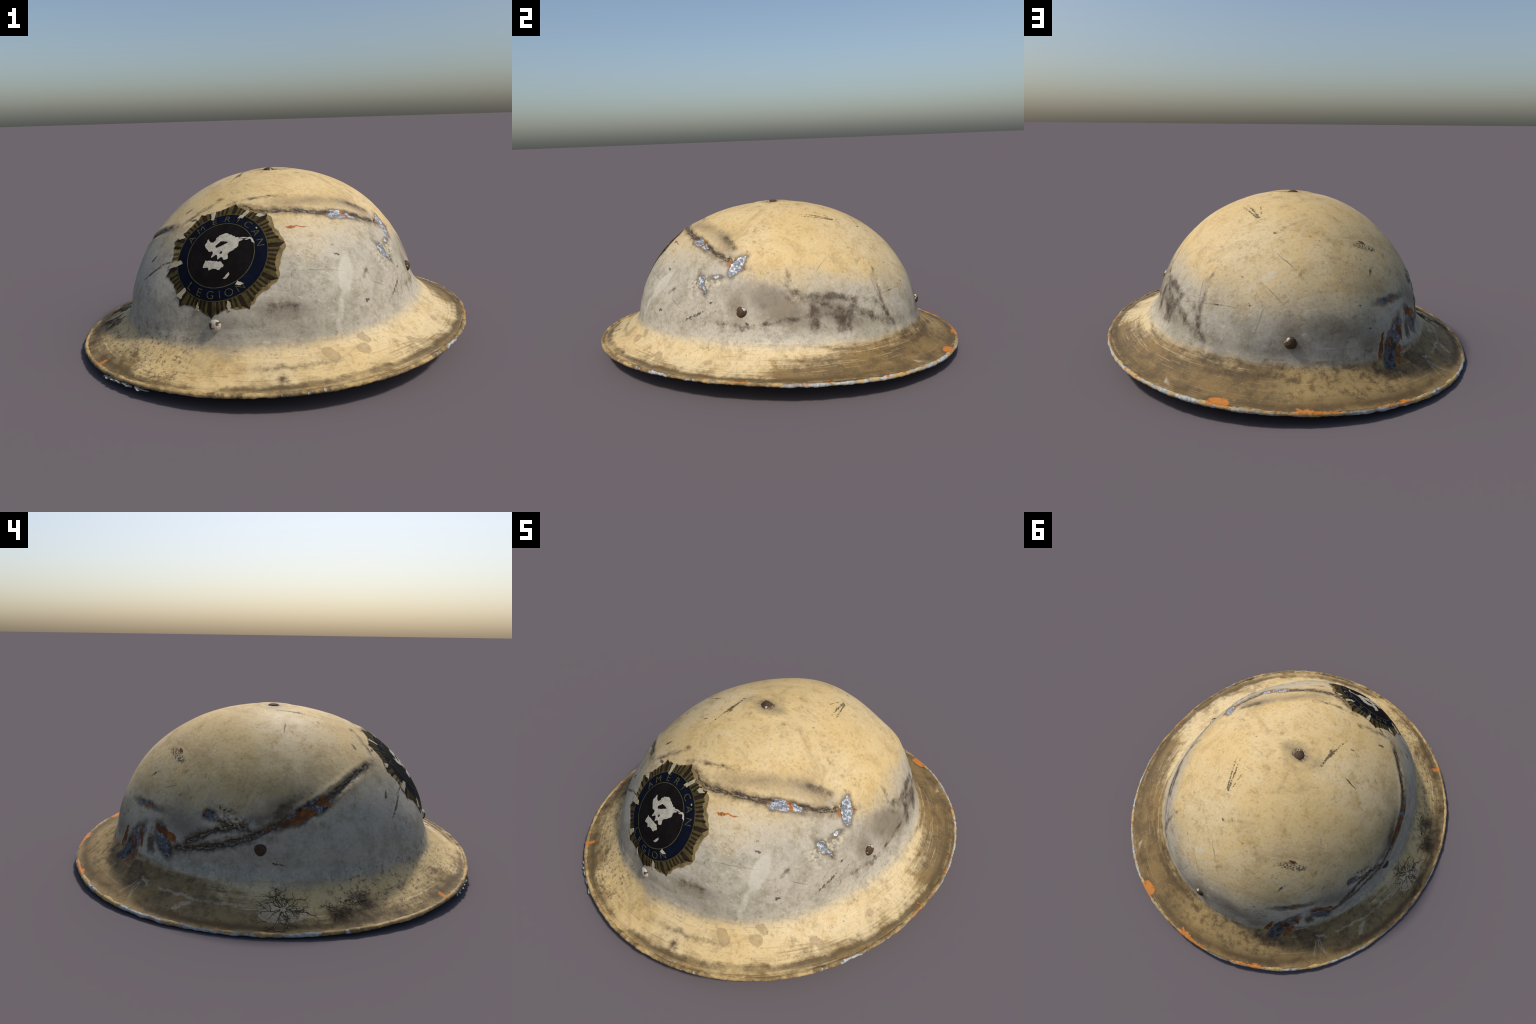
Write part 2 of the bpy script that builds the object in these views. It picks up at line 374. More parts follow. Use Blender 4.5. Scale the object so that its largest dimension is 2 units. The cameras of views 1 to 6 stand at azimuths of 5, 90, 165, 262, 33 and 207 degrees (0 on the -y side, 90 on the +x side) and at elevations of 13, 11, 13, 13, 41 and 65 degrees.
def relief(P):
    """dents, creases, chips and hammered unevenness, in metres along the normal"""
    h = .0022*noise3(P, 4.0, 3, 2)+.0005*noise3(P, 22.0, 5, 2)
    # front and left creases: a sharp gutter with a ridge of pushed-up steel above it
    for line, depth, wid in ((CREASE_FRONT_LINE, .005, .007), (CREASE_LEFT, .010, .015), (CREASE_LEFT_FORK, .006, .012)):
        d, u = line_dist(P, line)
        d = d+.003*noise3(P, 30, 9, 2)
        fade = np.clip(6*np.minimum(u+.03, 1.03-u), 0, 1)
        h = h-depth*fade*np.exp(-(d/wid)**2)+.004*fade*np.exp(-((d-.028)/.02)**2)
        h = h+.002*fade*noise3(P, 60, 11)*np.exp(-(d/.02)**2)
    for line in DENT_RIGHT[:2]:
        d, u = line_dist(P, line)
        h = h-.005*np.exp(-(d/.016)**2)+.002*np.exp(-((d-.035)/.02)**2)
    for c, r, dep in (((-.305, .69, .19), .075, .008), ((-.44, .555, .245), .05, .008), ((.51, -.185, .535), .04, .005), ((-.53, .355, .38), .035, .004), ((-.60, .27, .35), .05, .003)):
        d = np.linalg.norm(P-np.array(c), axis=1)
        h = h-dep*np.exp(-(d/r)**2)*(1+.35*noise3(P, 26, 21, 2))
    # broad swells and hollows of the beaten steel
    for c, r, amt in (((-.13, -.76, .26), .16, .014), ((.494, .461, .45), .11, .006), ((-.58, .31, .28), .10, -.010), ((-.63, .0, .40), .09, -.006),
                      ((.46, -.38, .50), .15, .012), ((.34, -.36, .63), .11, .014), ((.43, .46, .51), .13, .011), ((.61, -.51, .18), .11, -.013), ((.70, -.33, .18), .11, -.010),
                      ((-.48, -.61, .16), .14, .015), ((-.43, .64, .14), .10, .007), ((-.13, .77, .17), .11, .014), ((-.38, -.70, .16), .09, .008), ((.09, .83, .13), .11, .012), ((-.16, -.80, .18), .10, .008), ((.47, .46, .52), .09, .008), ((.36, -.36, .66), .07, .006), ((-.05, -.66, .46), .12, -.004), ((-.24, .66, .39), .12, -.004), ((.06, .70, .40), .14, -.007),
                      ((-.42, -.41, .57), .11, .010), ((.08, .50, .63), .2, .001), ((.0, -.70, .40), .13, -.006), ((-.68, -.12, .33), .20, -.008), ((.59, .02, .48), .16, -.006)):
        d = np.linalg.norm(P-np.array(c), axis=1)
        h = h+amt*np.exp(-(d/r)**2)
    # blistered paint on the front right
    d = seg_dist(P, (.47, -.40, .43), (.50, -.29, .45))
    h = h+.0055*np.exp(-(d/.055)**4)*noise3(P, 48, 31, 2)
    d = seg_dist(P, (.44, -.245, .565), (.50, -.19, .575))
    h = h+.005*np.exp(-(d/.025)**4)*noise3(P, 70, 33, 1)
    d = seg_dist(P, (-.60, .23, .36), (-.56, .33, .37))
    h = h+.004*np.exp(-(d/.04)**4)*noise3(P, 60, 35, 2)
    # paint stands proud of the bare steel
    for a, b, w in BARE_METAL:
        d = seg_dist(P, a, b)-w*.8+.007*noise3(P, 40, 41, 2)
        h = h-.0022/(1+np.exp(np.clip(d/.0015, -40, 40)))
    # shallow ring about the top rivet
    d = np.hypot((P[:, 0]+.02)/1.25, P[:, 1]+.01)
    m = P[:, 2] > .7
    h = h+m*(.004*np.exp(-((d-.075)/.02)**2)-.004*np.exp(-(d/.05)**2))
    return h

flat = G.reshape(-1, 3)
G = (flat+N.reshape(-1, 3)*relief(flat)[:, None]).reshape(G.shape)
G[0] = G[1].mean(0)
N = grid_normals(G)

ALL_QUADS = grid_quads(len(G), COLS)
TREE = BVHTree.FromPolygons([tuple(v) for v in G[::2, ::4].reshape(-1, 3)], [tuple(int(x) for x in q) for q in grid_quads(len(G[::2]), COLS//4)])

def onto_shell(p, out):
    """drop point p on the shell along -out; gives (point, normal)"""
    hit, nrm, _, _ = TREE.ray_cast(Vector(p)+Vector(out)*.25, -Vector(out), .6)
    if hit is None:
        hit, nrm, _, _ = TREE.find_nearest(Vector(p))
    if nrm.dot(Vector(out)) < 0: nrm = -nrm
    return hit, nrm

def nearest_on_shell(p):
    hit, nrm, _, _ = TREE.find_nearest(Vector(p))
    if nrm.dot(Vector((p[0], p[1], .3))) < 0: nrm = -nrm
    return hit, nrm

# ---------------------------------------------------------------- node helpers
class Nodes:
    def __init__(self, name):
        self.mat = bpy.data.materials.new(name); self.mat.use_nodes = True
        self.t = self.mat.node_tree; self.n = self.t.nodes; self.bsdf = self.n["Principled BSDF"]
        self.co = self.n.new("ShaderNodeTexCoord").outputs["Object"]
    def put(self, sock, v):
        if hasattr(v, "is_output"): self.t.links.new(v, sock)
        elif isinstance(v, (tuple, list)) and len(v) == 3 and sock.type == "RGBA": sock.default_value = (*v, 1)
        else: sock.default_value = v
    def math(self, op, a, b=0.0, c=0.0, clamp=False):
        m = self.n.new("ShaderNodeMath"); m.operation = op; m.use_clamp = clamp
        for s, v in zip(m.inputs, (a, b, c)): self.put(s, v)
        return m.outputs[0]
    def noise(self, scale, detail=3, rough=.55, vec=None, dist=0.0, offset=None):
        x = self.n.new("ShaderNodeTexNoise"); x.inputs["Scale"].default_value = scale
        x.inputs["Detail"].default_value = detail; x.inputs["Roughness"].default_value = rough; x.inputs["Distortion"].default_value = dist
        v = self.co if vec is None else vec
        if offset is not None: v = self.mapping(v, loc=offset)
        self.t.links.new(v, x.inputs["Vector"])
        return x.outputs["Fac"]
    def mapping(self, vec, loc=(0, 0, 0), rot=(0, 0, 0), scale=(1, 1, 1), kind="POINT"):
        m = self.n.new("ShaderNodeMapping"); m.vector_type = kind
        self.t.links.new(vec, m.inputs["Vector"])
        m.inputs["Location"].default_value = loc; m.inputs["Rotation"].default_value = rot; m.inputs["Scale"].default_value = scale
        return m.outputs[0]
    def length(self, vec):
        m = self.n.new("ShaderNodeVectorMath"); m.operation = "LENGTH"; self.t.links.new(vec, m.inputs[0]); return m.outputs["Value"]
    def step(self, x, lo, hi):
        """smooth 0..1 as x goes lo..hi (lo may exceed hi)"""
        m = self.n.new("ShaderNodeMapRange"); m.interpolation_type = "SMOOTHSTEP"
        a, b, flip = (lo, hi, False) if lo < hi else (hi, lo, True)
        self.put(m.inputs["Value"], x); m.inputs["From Min"].default_value = a; m.inputs["From Max"].default_value = b
        m.inputs["To Min"].default_value = 1.0 if flip else 0.0; m.inputs["To Max"].default_value = 0.0 if flip else 1.0
        return m.outputs[0]
    def mix(self, f, a, b, mode="MIX"):
        m = self.n.new("ShaderNodeMix"); m.data_type = "RGBA"; m.blend_type = mode
        self.put(m.inputs[0], f); self.put(m.inputs[6], a); self.put(m.inputs[7], b)
        self.last = m.outputs[2]
        return m.outputs[2]
    last = None
    def after(self, vec, sock):
        """vec, but computed only once sock is known: keeps few values alive at a time"""
        m = self.n.new("ShaderNodeVectorMath"); m.operation = "MULTIPLY_ADD"
        self.t.links.new(sock, m.inputs[0]); m.inputs[1].default_value = (1e-9,)*3; self.t.links.new(vec, m.inputs[2])
        return m.outputs[0]
    def mixf(self, f, a, b):
        m = self.n.new("ShaderNodeMix"); self.put(m.inputs[0], f); self.put(m.inputs[2], a); self.put(m.inputs[3], b); return m.outputs[0]
    def mul(self, *xs):
        o = xs[0]
        for x in xs[1:]: o = self.math("MULTIPLY", o, x)
        return o
    def field(self, strokes, vec=None, start=1.0):
        """signed distance (metres) to the nearest of a set of strokes"""
        v = self.co if vec is None else vec; best = start
        for k, (a, b, w) in enumerate(strokes):
            if k % 6 == 0:
                tie = best if hasattr(best, "is_output") else self.last
                if tie is not None: v = self.after(v, tie)
            a, b = Vector(a), Vector(b); c = (a+b)/2; up = Vector((c.x, c.y, c.z*.9)).normalized()
            ax = (b-a)
            if ax.length < 1e-5: ax = up.orthogonal()
            half = ax.length/2+w; ax.normalize(); up = (up-ax*up.dot(ax)).normalized(); ay = up.cross(ax)
            rot = Matrix((ax, ay, up)).transposed().to_euler()
            d = self.length(self.mapping(v, tuple(c), tuple(rot), (half, w, max(.04, w)), "TEXTURE"))
            d = self.math("MULTIPLY_ADD", d, w, -w)
            best = d if best is start and not hasattr(best, "is_output") else self.math("MINIMUM", best, d)
        return best
    def warp(self, amount, scale, detail=2):
        """object coordinates shaken by noise, for ragged mark edges"""
        x = self.n.new("ShaderNodeTexNoise"); x.inputs["Scale"].default_value = scale; x.inputs["Detail"].default_value = detail
        self.t.links.new(self.co if self.last is None else self.after(self.co, self.last), x.inputs["Vector"])
        s = self.n.new("ShaderNodeVectorMath"); s.operation = "MULTIPLY_ADD"
        self.t.links.new(x.outputs["Color"], s.inputs[0]); s.inputs[1].default_value = (2*amount,)*3; s.inputs[2].default_value = (-amount,)*3
        a = self.n.new("ShaderNodeVectorMath"); a.operation = "ADD"
        self.t.links.new(self.co, a.inputs[0]); self.t.links.new(s.outputs[0], a.inputs[1])
        return a.outputs[0]
    def done(self, colour, rough, metal=0.0, height=None, bump=.25, dist=.004, spec=.35):
        b = self.bsdf
        self.put(b.inputs["Base Color"], colour); self.put(b.inputs["Roughness"], rough); self.put(b.inputs["Metallic"], metal)
        self.put(b.inputs["Specular IOR Level"], spec)
        if height is not None:
            m = self.n.new("ShaderNodeBump"); m.inputs["Strength"].default_value = bump; m.inputs["Distance"].default_value = dist
            self.put(m.inputs["Height"], height); self.t.links.new(m.outputs[0], b.inputs["Normal"])
        return self.mat

CREAM, CREAM_PALE, CREAM_DEEP, BAKED_SHADE_GREY = (.575, .415, .185), (.585, .455, .250), (.45, .295, .105), (.395, .362, .298)
SOOT, ORANGE, OLD_WHITE = (.028, .020, .012), (.44, .155, .026), (.44, .44, .41)

def oval_radius(m):
    """1 at the rim of the oval brim, in nodes"""
    return m.length(m.mapping(m.co, (0, 0, 0), (0, 0, math.radians(72.9)), (1.006, .929, 1e3), "TEXTURE"))

class Paint(Nodes):
    """the weathered cream paint shared by crown and brim, so that they meet without a seam"""
    def __init__(m, name):
        super().__init__(name)
        m.rho = oval_radius(m)
        sep = m.n.new("ShaderNodeSeparateXYZ"); m.t.links.new(m.co, sep.inputs[0])
        X, Y, Z = sep.outputs
        m.X = X
        m.ang = m.math("ARCTAN2", Y, X)
        # height over the (tilted) rim plane
        m.up = m.math("SUBTRACT", Z, m.math("ADD", m.math("MULTIPLY_ADD", X, .048, .05), m.math("MULTIPLY", Y, -.018)))
        cb = m.n.new("ShaderNodeCombineXYZ"); m.put(cb.inputs[0], m.math("MULTIPLY", m.ang, 3.0)); m.put(cb.inputs[1], m.math("MULTIPLY", m.rho, 85.0)); m.put(cb.inputs[2], m.math("MULTIPLY", Z, 40.0))
        m.streak = m.noise(1.0, 4, .65, vec=cb.outputs[0])
        m.big, m.mid, m.fine = m.noise(2.1, 4, .6, dist=.5), m.noise(10, 5, .68), m.noise(70, 4, .72)
        m.grunge = m.noise(24, 6, .78)
    def lobe(m, azimuth, width, core=.45):
        """1 toward an azimuth, 0 outside its width (degrees)"""
        return m.step(m.math("COSINE", m.math("SUBTRACT", m.ang, math.radians(azimuth))), math.cos(math.radians(width)), math.cos(math.radians(width*core)))
    def centred(m, f, amount): return m.mul(m.math("SUBTRACT", f, .5), amount)
    def base(m):
        big, mid, fine, streak, grunge = m.big, m.mid, m.fine, m.streak, m.grunge
        col = m.mix(m.step(big, .38, .66), CREAM, CREAM_PALE)
        col = m.mix(m.mul(m.step(mid, .46, .72), .65), col, CREAM_DEEP)
        cloud = m.noise(4.6, 5, .7, dist=1.2, offset=(3, 7, 1))
        col = m.mix(m.mul(m.step(cloud, .49, .70), .75), col, (.40, .285, .135))
        # crown flank tinted grey and darkened with baked-in cool sky shade, patchy
        wall = m.math("ADD", m.up, m.math("ADD", m.centred(big, .30), m.math("ADD", m.centred(mid, .12), m.mul(m.lobe(-88, 100, .3), -.15))))
        wall = m.mul(m.step(wall, .48, .27), m.step(m.math("ADD", m.up, m.centred(mid, .08)), .085, .145))
        col = m.mix(m.mul(wall, .9), col, m.mix(m.step(m.math("ADD", mid, m.centred(grunge, .4)), .38, .66), BAKED_SHADE_GREY, (.285, .270, .215)))
        # rubbed hairlines in three directions
        for rot, seed in (((.3, .2, .9), 3.1), ((.9, .1, -.5), 8.7), ((.1, 1.1, .2), 5.5)):
            s = m.noise(1.0, 3, .6, vec=m.mapping(m.co, (seed, 0, 0), rot, (6, 120, 60)))
            col = m.mix(m.mul(m.step(s, .64, .72), m.step(mid, .42, .58), .45), col, (.20, .14, .08))
            col = m.mix(m.mul(m.step(s, .36, .29), m.step(big, .35, .55), .40), col, (.68, .60, .45))
        # blotchy handling dirt
        blot = m.mul(m.step(grunge, .52, .70), m.step(m.math("ADD", mid, m.centred(big, .6)), .42, .62))
        col = m.mix(m.mul(blot, .65), col, (.17, .12, .062))
        col = m.mix(m.mul(m.step(fine, .52, .70), .5), col, (.24, .172, .088))
        col = m.mix(m.mul(m.step(fine, .44, .30), .3), col, (.70, .58, .38))
        # brim: turning marks round the oval
        onbrim = m.step(m.up, .16, .10)
        col = m.mix(m.mul(onbrim, m.step(streak, .56, .70), .5), col, (.27, .185, .085))
        col = m.mix(m.mul(onbrim, m.step(streak, .40, .28), .45), col, (.72, .60, .40))
        # grime: a ring in the groove behind the rim, the whole brim at the back
        back, left, front_left = m.lobe(80, 104, .22), m.lobe(176, 72), m.lobe(-138, 36)
        x = m.math("ADD", m.rho, m.math("ADD", m.mul(back, .25), m.math("ADD", m.mul(left, .09), m.mul(front_left, .03))))
        x = m.math("ADD", x, m.math("ADD", m.centred(big, .26), m.math("ADD", m.centred(mid, .24), m.math("ADD", m.centred(streak, .18), m.centred(grunge, .14)))))
        x = m.math("SUBTRACT", x, m.mul(m.step(m.math("ADD", m.up, m.centred(mid, .12)), .07, .24), .34))
        g = m.step(x, .91, 1.04)
        dirt = m.mix(m.step(mid, .36, .64), (.060, .034, .0115), (.165, .100, .033))
        dirt = m.mix(m.mul(m.step(streak, .40, .30), .6), dirt, (.33, .245, .125))
        cb = m.n.new("ShaderNodeCombineXYZ"); m.put(cb.inputs[0], m.math("MULTIPLY", m.ang, 2.2)); m.put(cb.inputs[1], m.math("MULTIPLY", m.rho, 210.0))
        lines = m.noise(1.0, 2, .5, vec=cb.outputs[0])
        dirt = m.mix(m.mul(m.step(lines, .60, .68), m.lobe(38, 42), m.step(mid, .40, .55), .75), dirt, (.46, .36, .21))
        dirt = m.mix(m.mul(m.step(fine, .44, .30), .5), dirt, (.27, .19, .09))
        dirt = m.mix(m.mul(m.step(grunge, .54, .68), .6), dirt, (.035, .023, .011))
        gold = m.mul(m.lobe(92, 26), m.step(m.math("ADD", m.rho, m.centred(mid, .1)), .96, .88))
        dirt = m.mix(m.mul(left, m.step(grunge, .64, .40), .55), dirt, (.25, .185, .085))
        dirt = m.mix(m.mul(gold, m.step(grunge, .62, .42), .75), dirt, (.34, .235, .095))
        col = m.mix(m.mul(g, .88), col, dirt)
        ringd = m.math("ABSOLUTE", m.math("ADD", m.math("SUBTRACT", m.rho, .957), m.centred(mid, .06)))
        col = m.mix(m.mul(m.step(ringd, .026, .002), m.step(m.math("ADD", big, m.centred(grunge, .3)), .30, .52), .8), col, (.085, .055, .022))
        # speckled mould at the front left
        spk = m.mul(m.step(m.noise(46, 6, .8), .52, .60), m.step(m.math("ADD", front_left, m.mul(left, .35)), .1, .9))
        col = m.mix(m.mul(spk, m.step(m.up, .22, .10), .8), col, (.085, .062, .032))
        # flecks of rust and dirt
        v = m.n.new("ShaderNodeTexVoronoi"); v.inputs["Scale"].default_value = 34; m.t.links.new(m.warp(.03, 26, 3), v.inputs["Vector"])
        sp = m.n.new("ShaderNodeSeparateColor"); m.t.links.new(v.outputs["Color"], sp.inputs[0])
        size = m.math("MULTIPLY_ADD", m.mul(sp.outputs[1], sp.outputs[1]), .16, .03)
        col = m.mix(m.mul(m.step(m.math("SUBTRACT", v.outputs["Distance"], size), .03, -.03), m.step(sp.outputs[0], .74, .78), m.step(fine, .3, .5), .6), col, (.15, .10, .050))
        m.grime = g
        return col
    def relief(m):
        return m.math("ADD", m.mul(m.fine, .3), m.math("ADD", m.mul(m.grunge, .35), m.mul(m.mid, .3)))

def crown_material():
    m = Paint("aged_cream_paint")
    col = m.base(); mid, fine, big, grunge = m.mid, m.fine, m.big, m.grunge
    wv = m.warp(.011, 22, 3)
    d = m.field(STAIN[5:], wv)
    col = m.mix(m.mul(m.step(m.math("ABSOLUTE", d), .0035, .0), .45), col, (.24, .17, .09))
    d = m.field(PALE, wv)
    col = m.mix(m.mul(m.step(m.math("ADD", d, m.centred(grunge, .02)), .006, -.008), .45), col, (.57, .525, .44))
    d = m.math("ADD", m.field(HAZE, m.warp(.03, 9, 4)), m.centred(grunge, -.06))
    col = m.mix(m.mul(m.step(d, .045, -.045), m.step(m.up, .145, .20), .75), col, m.mix(m.step(mid, .4, .6), (.088, .066, .042), (.18, .142, .095)))
    # smudges of soot and grime: ragged and grainy
    d = m.field(SMUDGE, m.warp(.016, 16, 4))
    grain = m.step(grunge, .34, .60)
    d = m.math("ADD", d, m.math("ADD", m.centred(grunge, -.050), m.centred(mid, -.032)))
    smudge = m.mul(m.step(d, .013, -.012), m.mixf(.45, 1.0, grain))
    col = m.mix(m.mul(smudge, m.step(m.up, .145, .17), .88), col, (.060, .041, .026))
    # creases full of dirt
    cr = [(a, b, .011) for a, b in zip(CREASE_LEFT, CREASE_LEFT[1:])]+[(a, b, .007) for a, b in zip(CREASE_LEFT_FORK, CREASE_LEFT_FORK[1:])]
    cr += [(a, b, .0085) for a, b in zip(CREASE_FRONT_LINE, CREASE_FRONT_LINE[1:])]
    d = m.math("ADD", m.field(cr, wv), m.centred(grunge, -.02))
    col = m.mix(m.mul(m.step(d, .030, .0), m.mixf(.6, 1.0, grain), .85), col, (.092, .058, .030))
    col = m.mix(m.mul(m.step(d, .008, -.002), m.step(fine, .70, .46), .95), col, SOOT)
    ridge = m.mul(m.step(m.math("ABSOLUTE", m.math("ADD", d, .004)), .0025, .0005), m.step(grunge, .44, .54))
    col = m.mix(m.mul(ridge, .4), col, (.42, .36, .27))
    blister = m.step(m.field([((.44, -.40, .43), (.50, -.28, .45), .05), ((.45, -.24, .565), (.50, -.19, .575), .02), ((-.60, .22, .36), (-.56, .34, .37), .035)], wv), .012, -.02)
    curds = m.noise(55, 3, .6)
    col = m.mix(m.mul(blister, m.step(curds, .52, .60), .7), col, (.66, .55, .33))
    col = m.mix(m.mul(blister, m.step(curds, .46, .38), .8), col, (.10, .072, .042))
    # black scuffs, scratched through the top coat
    scratchy = m.noise(1.0, 3, .7, vec=m.mapping(m.co, (2, 0, 0), (.4, .3, .8), (60, 180, 90)))
    d = m.math("ADD", m.field([k for k in SCUFF if .0030 <= k[2] < .010], m.warp(.006, 45, 3)), m.math("ADD", m.centred(scratchy, .020), m.math("ADD", m.centred(grunge, .022), .0004)))
    col = m.mix(m.mul(m.step(d, .0016, -.0016), .85), col, (.036, .028, .019))
    d = m.math("ADD", m.field([k for k in SCUFF if k[2] < .0030], m.warp(.005, 30, 3)), m.centred(grunge, .008))
    col = m.mix(m.mul(m.step(d, .0016, -.0016), .60), col, (.13, .098, .060))
    d = m.math("ADD", m.field([k for k in SCUFF if k[2] >= .010], m.warp(.012, 30, 3)), m.centred(grunge, .030))
    peck = m.math("ADD", m.mul(m.noise(100, 3, .7), .6), m.mul(scratchy, .4))
    col = m.mix(m.mul(m.step(d, .006, -.006), m.step(peck, .47, .52), .9), col, (.050, .040, .030))
    # bare steel with primer left at its border
    wc = m.warp(.022, 27, 4)
    d = m.field(BARE_METAL, wc)
    chip = m.step(d, .0014, -.0014)
    primer = m.math("MAXIMUM", m.step(m.field(PRIMER, wc), .0012, -.0012), m.mul(chip, m.step(m.noise(13, 4, .6, offset=(4, 1, 2)), .60, .62)))
    col = m.mix(m.mul(m.step(d, .016, .0), .7), col, (.075, .048, .028))
    glint = m.noise(75, 4, .75)  # sparkle highlights painted into the steel colour as pale specks
    steel = m.mix(m.step(glint, .46, .62), (.155, .168, .185), (.56, .585, .61))
    steel = m.mix(m.step(grunge, .60, .72), steel, (.07, .065, .06))
    leftside = m.step(m.X, .05, -.10)         # duller and rustier on the left side
    steel = m.mix(m.mul(leftside, m.mixf(m.step(grunge, .44, .56), .55, 1.0)), steel, m.mix(m.step(mid, .42, .58), (.030, .021, .014), (.085, .094, .110)))
    col = m.mix(chip, col, steel)
    rust = m.mix(m.step(m.noise(42, 4, .7), .38, .62), ORANGE, (.20, .068, .018))
    col = m.mix(primer, col, m.mix(m.mul(leftside, m.mixf(m.step(mid, .4, .6), .45, .9)), rust, (.085, .034, .012)))
    bare = m.mul(chip, m.math("SUBTRACT", 1.0, primer))
    rough = m.mixf(bare, m.mixf(mid, .48, .68), .42)
    return m.done(col, rough, m.mul(bare, .1), m.relief(), .45, .005, .2)

def brim_material():
    m = Paint("grimy_cream_paint")
    col = m.base(); mid, fine, big, grunge = m.mid, m.fine, m.big, m.grunge
    wv = m.warp(.010, 24, 3)
    d = m.field(STAIN[:5], m.warp(.022, 17, 3))
    stain = m.mixf(m.step(m.math("ABSOLUTE", d), .0035, .0), m.step(d, .001, -.001), 1.0)
    col = m.mix(m.mul(stain, .5), col, (.235, .160, .075))
    d = m.math("ADD", m.field(BRIM_DARK, m.warp(.018, 18, 4)), m.centred(grunge, -.03))
    col = m.mix(m.mul(m.step(d, .014, -.010), m.step(m.up, .135, .095), m.mixf(.5, 1.0, m.step(grunge, .36, .6)), .85), col, (.062, .038, .018))
    d = m.math("ADD", m.field(BRIM_PALE, wv), m.centred(grunge, .012))
    col = m.mix(m.mul(m.step(d, .002, -.003), m.step(fine, .34, .52), .5), col, (.52, .44, .31))
    wc = m.warp(.022, 27, 4)
    d = m.field(BARE_METAL[5:6], wc)
    chip = m.step(d, .0014, -.0014)
    col = m.mix(m.mul(m.step(d, .016, .0), .7), col, (.075, .048, .028))
    col = m.mix(chip, col, m.mix(m.step(grunge, .44, .56), (.085, .094, .110), (.032, .022, .014)))
    prim = m.math("MAXIMUM", m.step(m.field(PRIMER[5:8], wc), .0012, -.0012), m.mul(chip, m.step(m.noise(13, 4, .6, offset=(4, 1, 2)), .60, .62)))
    col = m.mix(prim, col, m.mix(m.step(m.noise(42, 4, .7), .38, .62), (.27, .095, .018), (.12, .042, .013)))
    d = m.math("ADD", m.field(RIM_PRIMER, m.warp(.014, 26, 4)), .0058)
    pr = m.step(m.math("ADD", d, m.centred(grunge, .030)), .0012, -.0012)
    col = m.mix(m.mul(m.step(d, .008, 0), .5), col, (.08, .05, .025))
    col = m.mix(pr, col, m.mix(m.step(mid, .4, .65), ORANGE, (.50, .185, .030)))
    rough = m.mixf(m.grime, m.mixf(mid, .48, .66), .74)
    return m.done(col, rough, 0.0, m.relief(), .4, .005, .28)

def rim_material():
    m = Paint("chipped_rim_paint")
    mid, fine, big, grunge = m.mid, m.fine, m.big, m.grunge
    col = m.mix(m.step(m.math("ADD", mid, m.centred(big, .5)), .36, .62), (.46, .32, .135), (.15, .098, .040))
    col = m.mix(m.mul(m.step(grunge, .52, .64), .6), col, (.06, .042, .022))
    right = m.math("MAXIMUM", m.lobe(48, 85), m.mul(m.lobe(150, 40), .6))
    face = m.step(m.math("ADD", m.rho, m.centred(mid, .016)), .992, 1.0)
    lim = m.math("ADD", m.math("ADD", mid, m.centred(big, .5)), m.mul(right, .16))
    chips = m.mul(face, m.step(lim, .58, .63))
    col = m.mix(chips, col, m.mix(m.step(fine, .4, .65), OLD_WHITE, (.25, .26, .25)))
    d = m.math("ADD", m.field(RIM_PRIMER, m.warp(.014, 26, 4)), m.math("ADD", m.centred(grunge, .030), .0035))
    col = m.mix(m.step(d, .0012, -.0012), col, m.mix(m.step(mid, .4, .65), ORANGE, (.52, .20, .032)))
    return m.done(col, .68, 0.0, m.math("ADD", m.mul(fine, .4), mid), .5, .005, .25)

def rivet_material():
    m = Nodes("rusty_rivet")
    mid = m.noise(28, 4, .6); fine = m.noise(130, 4, .7)
    col = m.mix(m.step(fine, .4, .65), (.085, .050, .026), (.035, .024, .015))
    left = m.n.new("ShaderNodeAttribute"); left.attribute_type = "OBJECT"; left.attribute_name = '["paint_left"]'
    lim = m.math("ADD", mid, left.outputs["Fac"])
    col = m.mix(m.step(lim, .565, .585), col, (.44, .39, .31))
    return m.done(col, .7, .0, m.math("ADD", mid, m.mul(fine, .4)), .6, .006, .2)

def plain(name, colour, second=None, rough=.7, scale=40, spec=.15):
    m = Nodes(name)
    f = m.noise(scale, 5, .7)
    col = m.mix(m.step(f, .42, .66), colour, second or tuple(c*.6 for c in colour))
    return m.done(col, rough, 0.0, f, .2, .002, spec)

def lining_material():
    m = Nodes("dull_inner_paint")
    f = m.noise(9, 5, .7)
    return m.done(m.mix(m.step(f, .4, .65), (.33, .27, .19), (.16, .12, .08)), .8, 0.0, f, .3, .004)

MAT_CROWN, MAT_BRIM, MAT_RIM, MAT_RIVET, MAT_LINING = crown_material(), brim_material(), rim_material(), rivet_material(), lining_material()

# ---------------------------------------------------------------- assemble
helmet = bpy.data.objects.new("steel_helmet", None)
bpy.context.scene.collection.objects.link(helmet)
helmet["label"] = "battered cream painted wide-brimmed steel helmet with peeling badge"
helmet["category"] = "helmet"

def shell_part(name, r0, r1, mat):
    V, NN = G[r0:r1].reshape(-1, 3), N[r0:r1].reshape(-1, 3)
    q = grid_quads(r1-r0, COLS)
    tris = None
    if r0 == 0:                                  # close the apex with one fan
        first = q[:COLS]
        tris = np.stack([np.full(COLS, first[0, 0]), first[:, 1], first[:, 2]], 1); q = q[COLS:]
    me = quad_mesh(name, V, q, tris)
    me.validate()
    ob = new_object(name, me, helmet, mat)
    me.normals_split_custom_set_from_vertices([tuple(x) for x in NN])
    return ob

NECK_ROW = N_CROWN+16
crown = shell_part("crown", 0, NECK_ROW, MAT_CROWN)
brim = shell_part("brim", NECK_ROW-1, len(G), MAT_BRIM)

